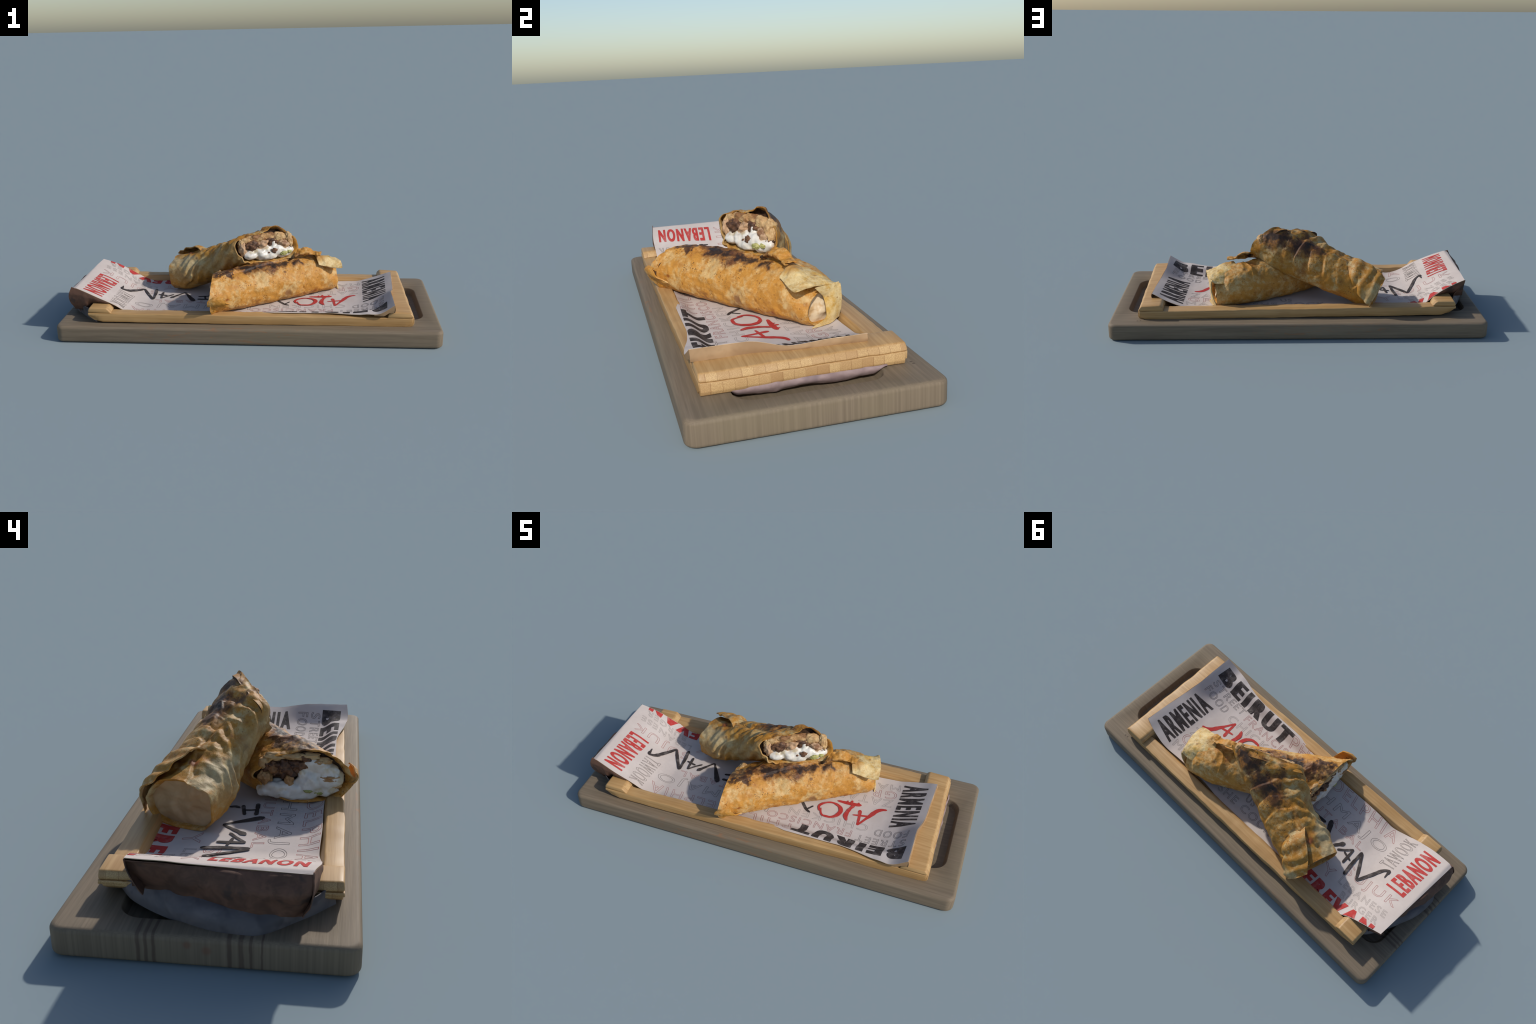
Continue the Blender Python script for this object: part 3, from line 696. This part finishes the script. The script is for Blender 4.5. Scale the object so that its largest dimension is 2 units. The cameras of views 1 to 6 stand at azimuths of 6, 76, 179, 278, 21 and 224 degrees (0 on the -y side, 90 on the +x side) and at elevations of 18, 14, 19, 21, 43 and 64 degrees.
def build_lower_wrap():
    G = empty("flatbread_wrap", (0.13, 0.0, 0.112), "golden grilled flatbread wrap, cut end showing filling", "food")
    deg = 31.0
    bread = bread_material("golden_flatbread", (0.60, 0.405, 0.175), (0.52, 0.240, 0.040), (0.27, 0.088, 0.018),
        chars=[((-.165, -.205, .315), (-.10, -.175, .32), .030, .75), ((-.125, -.13, .31), (-.06, -.09, .31), .022, .75),
               ((-.09, -.17, .315), (-.03, -.13, .32), .022, .6), ((-.03, -.125, .32), (.10, -.06, .325), .046, .97),
               ((.10, -.06, .325), (.27, .035, .33), .030, .92), ((-.165, -.255, .318), (-.08, -.20, .325), .010, .7)],
        specks=[((-.13, -.25, .29), (.16, -.09, .29), .085, .9)],
        spots=[((.191, -.06, .283), .016, (.10, .04, .02)), ((.054, -.152, .209), .013, (.20, .07, .02)), ((.459, .127, .197), .018, (.22, .07, .02)),
               ((.21, -.085, .166), .030, (.22, .085, .03)), ((.10, -.13, .22), .010, (.22, .08, .02)), ((.30, .0, .22), .010, (.25, .08, .02)),
               ((.35, .03, .15), .014, (.30, .06, .02)), ((-.10, -.31, .21), .010, (.28, .08, .02))], gold_bias=.03, toast=.02)
    inner = lump_material("folded_dough", (0.66, 0.52, 0.34), (0.74, 0.62, 0.44), (0.50, 0.30, 0.12), 0.6, 18)
    # s, n_front, n_back, z_low, z_top, slant, lean, square, crown
    st = [(.492, -.146, .006, .111, .252, .22, .05, 2.1, 2.1, 2.9, .0), (.46, -.154, .024, .109, .270, .22, .0, 2.0, 2.0, 3.0, .0), (.40, -.162, .044, .108, .296, .25, 0, 1.9, 1.95, 3.0, .0),
          (.30, -.171, .066, .107, .316, .3, 0, 1.85, 1.95, 3.0, .0), (.12, -.184, .078, .107, .321, .4, 0, 1.80, 1.95, 3.0, -.006), (-.05, -.199, .080, .107, .319, .5, 0, 1.70, 1.9, 2.8, -.016),
          (-.18, -.217, .074, .108, .315, .6, 0, 1.50, 1.9, 2.3, -.030), (-.262, -.233, .062, .111, .308, .62, 0, 1.35, 1.9, 1.85, -.040)]
    def relief(P, t, th, s, n, z):
        top = ss(.2, .9, np.sin(th))
        d = .0050 * fbm(P, 11, 5, 3) + .0026 * fbm(P, 36, 6, 3)
        back = ss(.1, .8, np.sin(th) + .25 * np.cos(th))
        ridg = np.abs(noise(np.stack([s * 13 + 1.2 * fbm(P, 6, 9, 2), n * 4, z * 3], -1), 1, 12))
        d += top * back * (.010 * (.5 - ridg)) * ss(.0, .15, t)
        d -= .010 * ss(.10, .02, t) * ss(-.2, .4, np.sin(th))          # end slumps under its flap
        d *= ss(-1.0, -.75, np.sin(th)) * .8 + .2
        # wavy cut rim
        d += .010 * ss(.92, 1, t) * noise(np.stack([3 * np.cos(th), 3 * np.sin(th), 0 * th], -1), 1, 44)
        return d
    P, A, N = wrap_tube(deg, st[::-1], seam=[(0, 118), (.2, 112), (.6, 100), (1, 95)], layer=.009, relief=lambda P, t, th, s, n, z: relief(P, 1 - t, th, s, n, z))
    cut, end = wrap_body("flatbread", P, A, .008, .036, .026, bread, G)
    # filling at the cut
    dark = lump_material("dark_cavity", (0.045, 0.022, 0.012), (0.09, 0.045, 0.02), None, 0.7, 30)  # near-black painted in so gaps between the lumps read as deep shadow
    sauce = lump_material("white_sauce", (0.66, 0.61, 0.53), (0.74, 0.70, 0.63), (0.56, 0.44, 0.26), 0.35, 22, spec=.5, sss=.15)
    crumb = lump_material("inner_bread", (0.40, 0.22, 0.085), (0.56, 0.38, 0.185), (0.20, 0.085, 0.03), 0.65, 20)
    meat = lump_material("charred_meat", (0.055, 0.026, 0.016), (0.16, 0.075, 0.035), (0.27, 0.13, 0.05), 0.6, 34)
    tan = lump_material("chicken_meat", (0.40, 0.235, 0.125), (0.52, 0.34, 0.205), (0.20, 0.09, 0.04), 0.55, 26)
    pick = lump_material("green_pickle", (0.30, 0.30, 0.09), (0.46, 0.42, 0.16), None, 0.4, 30)
    cap("filling_core", cut, -.002, A, dark, G, .006, 26, 13)
    pl, *_ = np.linalg.lstsq(np.c_[np.ones(len(cut)), cut[:, 1:]], cut[:, 0], rcond=None); c0 = cut.mean(0)
    def at(y, z, d):
        """point over the slanted cut face at (y, z), standing d out of the dark core"""
        y, z = c0[1] + (y - c0[1]) * .99, c0[2] + (z - c0[2]) * .97
        return (float(pl @ (1, y, z)) - d * .7, y, z)
    B = lambda y, z, d, r, q=0: (at(y, z, d), r, q)
    lumps("sauce", [B(-.075, .150, .022, (.030, .036, .024)), B(-.110, .160, .030, (.032, .046, .034)), B(-.165, .160, .034, (.030, .055, .036)), B(-.235, .185, .034, (.030, .055, .042)),
                    B(-.290, .205, .030, (.028, .048, .042)), B(-.250, .258, .024, (.026, .050, .026)), B(-.300, .236, .024, (.024, .036, .024)), B(-.200, .142, .024, (.030, .070, .020)),
                    B(-.280, .162, .022, (.026, .056, .024)), B(-.205, .225, .026, (.024, .020, .022)), B(-.325, .210, .022, (.022, .030, .026))], sauce, G, 5, .20, 1.8, 4, .0045)
    lumps("meat_chunk", [B(-.105, .245, .028, (.026, .034, .026)), B(-.150, .240, .034, (.030, .032, .034)), B(-.188, .252, .028, (.026, .032, .026)), B(-.212, .283, .022, (.022, .034, .014))], meat, G, 9, .35, 2.2)
    lumps("chicken_piece", [B(-.075, .205, .030, (.024, .026, .030)), B(-.160, .196, .040, (.018, .016, .030)), B(-.305, .213, .044, (.018, .034, .012), 8), B(-.258, .268, .034, (.018, .020, .010))],
          lump_material("toasted_meat", (0.33, 0.165, 0.06), (0.46, 0.27, 0.12), (0.14, 0.06, 0.02), 0.55, 30), G, 21, .3, 2.0)
    lumps("pickle_piece", [B(-.228, .166, .060, (.014, .015, .010)), B(-.132, .146, .050, (.014, .024, .010)), B(-.262, .156, .044, (.012, .022, .010))], pick, G, 31, .25, 1.6)
    lumps("bread_crumple", [B(-.112, .282, .022, (.020, .042, .014)), B(-.169, .288, .026, (.022, .042, .014)), B(-.228, .290, .024, (.020, .040, .012)), B(-.072, .252, .022, (.020, .024, .026)),
                            B(-.275, .272, .022, (.020, .036, .012)), B(-.315, .180, .022, (.020, .030, .014))], crumb, G, 41, .22, 1.7)
    # folded-in end
    cap("end_fold", end, .012, A, inner, G, .012, 15, 23)
    pale = bread_material("pale_flatbread", (0.68, 0.52, 0.26), (0.60, 0.37, 0.09), (0.38, 0.16, 0.04), [], [], [((.372, .10, .33), .06, (0.44, 0.22, 0.05))], gold_bias=-.06)
    # loose flap lying over the folded end
    C = [[(.372, .054, .284), (.350, .100, .322), (.320, .150, .312), (.292, .195, .250)],
         [(.402, .058, .278), (.392, .110, .318), (.372, .165, .306), (.345, .215, .250)],
         [(.440, .062, .268), (.436, .122, .300), (.425, .188, .292), (.398, .240, .248)],
         [(.478, .066, .264), (.474, .132, .286), (.462, .200, .280), (.442, .250, .254)],
         [(.504, .076, .266), (.496, .142, .276), (.480, .205, .272), (.460, .252, .268)]]
    F = patch(C, 70, 80); No = grid_normals(F); F = F + No * (.0035 * fbm(F, 20, 3, 3) + .0012 * fbm(F, 60, 5, 2))[..., None]
    solid_sheet("flatbread_flap", F, .005, pale, G, 70)
    # side tuck hanging from the flap at the back of the end
    C = [[(.460, .254, .266), (.480, .203, .270), (.497, .150, .266)], [(.462, .258, .225), (.472, .222, .222), (.468, .190, .215)],
         [(.454, .260, .175), (.464, .230, .165), (.470, .198, .150)], [(.440, .256, .130), (.464, .202, .116), (.484, .138, .114)]]
    F = patch(C, 50, 50); F = F + grid_normals(F) * (.004 * fbm(F, 18, 13, 3))[..., None]
    solid_sheet("end_tuck", F, .005, pale, G, 70)
    # ruffled torn edge beside the other wrap
    C = [[(.205, .030, .326), (.262, .060, .334), (.318, .085, .334), (.372, .090, .334)],
         [(.222, .018, .334), (.282, .044, .348), (.330, .066, .342), (.380, .074, .338)],
         [(.236, .030, .348), (.298, .056, .364), (.346, .080, .346), (.386, .092, .344)],
         [(.240, .066, .358), (.290, .096, .376), (.342, .112, .350), (.384, .116, .342)]]
    F = patch(C, 50, 80); F = F + grid_normals(F) * (.004 * fbm(F, 24, 31, 3) + .003 * fbm(F, 55, 37, 2))[..., None]
    solid_sheet("torn_edge", F, .005, bread, G, 70)
    # curled tip at the front of the cut
    C = [[(-.150, -.345, .180), (-.110, -.335, .180), (-.080, -.315, .185)], [(-.192, -.388, .205), (-.150, -.385, .212), (-.100, -.362, .215)],
         [(-.190, -.396, .224), (-.155, -.394, .236), (-.112, -.372, .240)], [(-.180, -.388, .236), (-.152, -.380, .250), (-.116, -.364, .246)]]
    F = patch(C, 40, 40); F = F + grid_normals(F) * (.0025 * fbm(F, 30, 51, 3))[..., None]
    solid_sheet("curled_tip", F, .005, bread, G, 70)
    return G

def build_upper_wrap():
    G = empty("flatbread_wrap", (-.13, .10, .14), "toasted flatbread wrap leaning on another, filled cut end", "food")
    deg = math.degrees(math.atan2(-.415, .91))
    bread = bread_material("toasted_flatbread", (0.53, 0.40, 0.19), (0.46, 0.205, 0.026), (0.21, 0.072, 0.014),
        chars=[((.135, .100, .460), (.085, .105, .465), .048, .95), ((-.005, .135, .425), (-.065, .105, .428), .054, 1.0), ((.05, .10, .462), (-.01, .12, .44), .040, .65),
               ((.02, .03, .50), (-.03, .05, .47), .014, .6), ((-.085, .145, .395), (-.13, .125, .385), .030, .55), ((-.02, -.01, .46), (-.06, .02, .445), .020, .45)],
        specks=[((.06, .09, .48), (-.20, .16, .37), .085, 1.0), ((-.188, .169, .368), (-.188, .169, .368), .03, 1.0)],
        spots=[((-.362, .137, .325), .024, (.24, .06, .025)), ((-.373, .055, .310), .006, (.03, .02, .015)), ((-.45, .13, .29), .010, (.30, .10, .03)),
               ((-.43, .27, .27), .010, (.30, .09, .03)), ((-.40, .26, .28), .009, (.30, .09, .03))],
        green=(0.33, 0.245, 0.080), gold_bias=.05, toast=.05, tints=[((-.46, .0, .24), (-.06, -.10, .38), .105, (0.46, 0.360, 0.180), .50), ((-.45, .09, .30), (-.36, .05, .30), .07, (0.54, 0.46, 0.27), .6), ((-.44, .29, .22), (-.36, .30, .20), .06, (0.55, 0.47, 0.27), .5)], speck_scale=120.0)
    inner = lump_material("pale_inner_dough", (0.36, 0.225, 0.11), (0.45, 0.30, 0.16), (0.24, 0.13, 0.055), 0.65, 12)
    st = [(-.472, -.146, .098, .113, .288, -.12, -.12, 2.2, 1.9, 2.9, -.025), (-.40, -.141, .112, .116, .307, -.1, -.1, 2.1, 1.9, 2.8, -.016), (-.32, -.131, .130, .137, .342, 0, 0, 1.95, 2.0, 2.6, .0),
          (-.25, -.122, .142, .162, .370, .2, 0, 1.85, 2.05, 2.5, .006), (-.17, -.115, .154, .195, .400, .4, 0, 1.8, 2.1, 2.5, .010), (-.10, -.109, .166, .231, .430, .6, -.1, 1.75, 2.1, 2.5, .014),
          (0.0, -.102, .174, .284, .472, .8, -.25, 1.75, 2.05, 2.4, .018), (.078, -.099, .172, .316, .494, .86, -.36, 1.85, 1.95, 2.3, .018)]
    def relief(P, t, th, s, n, z):
        sn, cs = np.sin(th), np.cos(th)
        top = ss(-.1, .6, sn)
        d = .0085 * fbm(P, 9, 105, 3) + .0024 * fbm(P, 34, 106, 2)
        # grill-pressed steps across the overlapping half, uneven in spacing and depth
        w = s + .045 * fbm(P, 6, 61, 2)
        pl = (w / .072) % 1.0
        amp = np.clip(.55 + .75 * noise(P, 9, 63), .05, 1.2)
        far = ss(-.01, .03, n) * ss(-.35, .35, sn)
        d += .010 * amp * far * (ss(0, .8, pl) * (1 - ss(.86, 1, pl)) - .5) * ss(.06, .2, t) * (1 - ss(.8, .95, t))
        # loose crumples on the near half
        rg = 1 - 2 * np.abs(noise(np.stack([s * 13, n * 9, z * 9], -1) + .5 * fbm(P, 9, 67, 2)[..., None], 1, 68))
        d += .009 * rg * ss(.03, -.01, n) * ss(-.5, .3, sn) * ss(.1, .25, t)
        pf = ((s - .7 * z + .030 * fbm(P, 7, 71, 2)) / .050) % 1.0
        d += .0062 * amp * ss(.1, .8, -cs + .2 * sn) * (np.sin(2 * np.pi * pf)) * ss(.08, .25, t)
        # lengthwise furrow under the overlapping edge
        fur = np.exp(-((n - .012 - .012 * noise(np.stack([s * 18, 0 * s, 0 * s], -1), 1, 66)) / .014)**2) * ss(.3, .8, sn)
        d -= .010 * fur * ss(.1, .3, t) * (1 - ss(.7, .95, t))
        d *= ss(-1.0, -.7, sn) * .8 + .2
        d += .012 * ss(.93, 1, t) * noise(np.stack([3 * cs, 3 * sn, 0 * th], -1), 1, 144)
        return d
    P, A, N = wrap_tube(deg, st, seam=[(0, 96), (.4, 90), (.8, 86), (1, 84)], layer=.010, relief=relief)
    low, cut = wrap_body("flatbread", P, A, .0085, .022, .050, bread, G)
    cap("inner_fold", low, .010, A, inner, G, .012, 12, 83)
    dark = bpy.data.materials["dark_cavity"]; sauce = bpy.data.materials["white_sauce"]; crumb = bpy.data.materials["inner_bread"]
    tan = bpy.data.materials["chicken_meat"]; meat = bpy.data.materials["charred_meat"]; pick = bpy.data.materials["green_pickle"]
    cap("filling_core", cut, -.004, A, dark, G, .008, 26, 93)
    k = len(cut); c0 = cut.mean(0); Rv = (cut[0] - cut[k // 2]) / 2; Uv = (cut[k // 4] - cut[3 * k // 4]) / 2
    def at(a, b, d):
        """point on the cut: a = front..back, b = bottom..top, d = how far it stands out of the dark core"""
        return tuple(c0 + Rv * a + Uv * b + A * d)
    r0 = 25.0
    lumps("sauce", [(at(-.56, -.52, .034), (.040, .030, .026), r0), (at(-.20, -.52, .036), (.046, .032, .034), r0), (at(.02, -.66, .036), (.056, .032, .030), r0),
                    (at(.25, .04, .036), (.018, .022, .032), r0), (at(.27, -.40, .042), (.044, .032, .036), r0), (at(.53, -.52, .036), (.044, .032, .032), r0),
                    (at(.74, -.46, .036), (.028, .024, .026), r0), (at(-.33, -.28, .034), (.034, .024, .018), r0), (at(.02, -.25, .038), (.032, .026, .024), r0)],
          sauce, G, 7, .18, 1.8, 4, .0045)
    lumps("chicken_piece", [(at(-.10, .20, .036), (.034, .028, .024), r0), (at(.60, .02, .038), (.040, .032, .034), r0), (at(-.17, -.02, .036), (.034, .022, .014), r0),
                            (at(-.80, -.04, .036), (.020, .024, .040), r0), (at(-.66, -.22, .028), (.032, .018, .012), 40)], tan, G, 51, .26, 1.8)
    lumps("meat_chunk", [(at(-.50, .17, .036), (.042, .028, .030), r0), (at(.08, -.30, .070), (.019, .014, .013), r0), (at(.24, .30, .034), (.038, .024, .026), r0),  # first, third and last: shadowed hollows of the cut modelled as near-black lumps
                         (at(-.12, -.40, .070), (.007, .006, .005), r0), (at(.78, -.26, .036), (.018, .018, .018), r0)], meat, G, 61, .32, 2.0)
    lumps("bread_crumple", [(at(-.58, .52, .030), (.040, .024, .022), r0), (at(-.36, .62, .036), (.046, .020, .022), r0), (at(-.10, .64, .036), (.048, .020, .024), r0),
                            (at(.22, .60, .036), (.046, .020, .026), r0), (at(.50, .50, .036), (.042, .022, .030), r0), (at(.76, .36, .040), (.026, .028, .038), r0), (at(.10, .80, .042), (.046, .013, .015), r0), (at(.40, .72, .042), (.042, .014, .018), r0), (at(.84, .02, .034), (.018, .024, .040), r0), (at(-.80, .30, .034), (.020, .022, .030), r0)], crumb, G, 71, .22, 1.5, 5)
    lumps("pickle_piece", [(at(.36, -.55, .074), (.020, .012, .012), r0), (at(.58, -.50, .066), (.016, .011, .010), r0)], pick, G, 81, .25, 1.8)
    # loose strip of bread that stands off the low end
    C = [[(-.300, .108, .345), (-.276, .172, .338), (-.254, .212, .295), (-.264, .218, .238)],
         [(-.345, .152, .352), (-.320, .208, .342), (-.294, .252, .290), (-.298, .258, .218)],
         [(-.392, .184, .336), (-.370, .238, .318), (-.338, .280, .260), (-.332, .286, .190)],
         [(-.432, .220, .312), (-.410, .268, .288), (-.374, .302, .226), (-.356, .304, .164)],
         [(-.464, .258, .286), (-.440, .294, .256), (-.402, .316, .198), (-.376, .314, .144)]]
    F = patch(C, 80, 80); No = grid_normals(F)
    d0 = np.linspace(0, 1, 80)[:, None]
    F = F + No * (.004 * fbm(F, 18, 15, 3) + .0035 * np.sin(d0 * 21 + 2 * fbm(F, 9, 19, 2)))[..., None]
    solid_sheet("flatbread_flap", F, .005, bread, G, 70)
    # thin lip where the strip leaves the roll
    C = [[(-.240, .100, .398), (-.235, .125, .398)], [(-.290, .112, .380), (-.285, .145, .382)], [(-.335, .140, .366), (-.318, .172, .362)]]
    return G

build_board()
build_tray()
paper = build_paper()
build_print(paper)
build_lower_wrap()
build_upper_wrap()
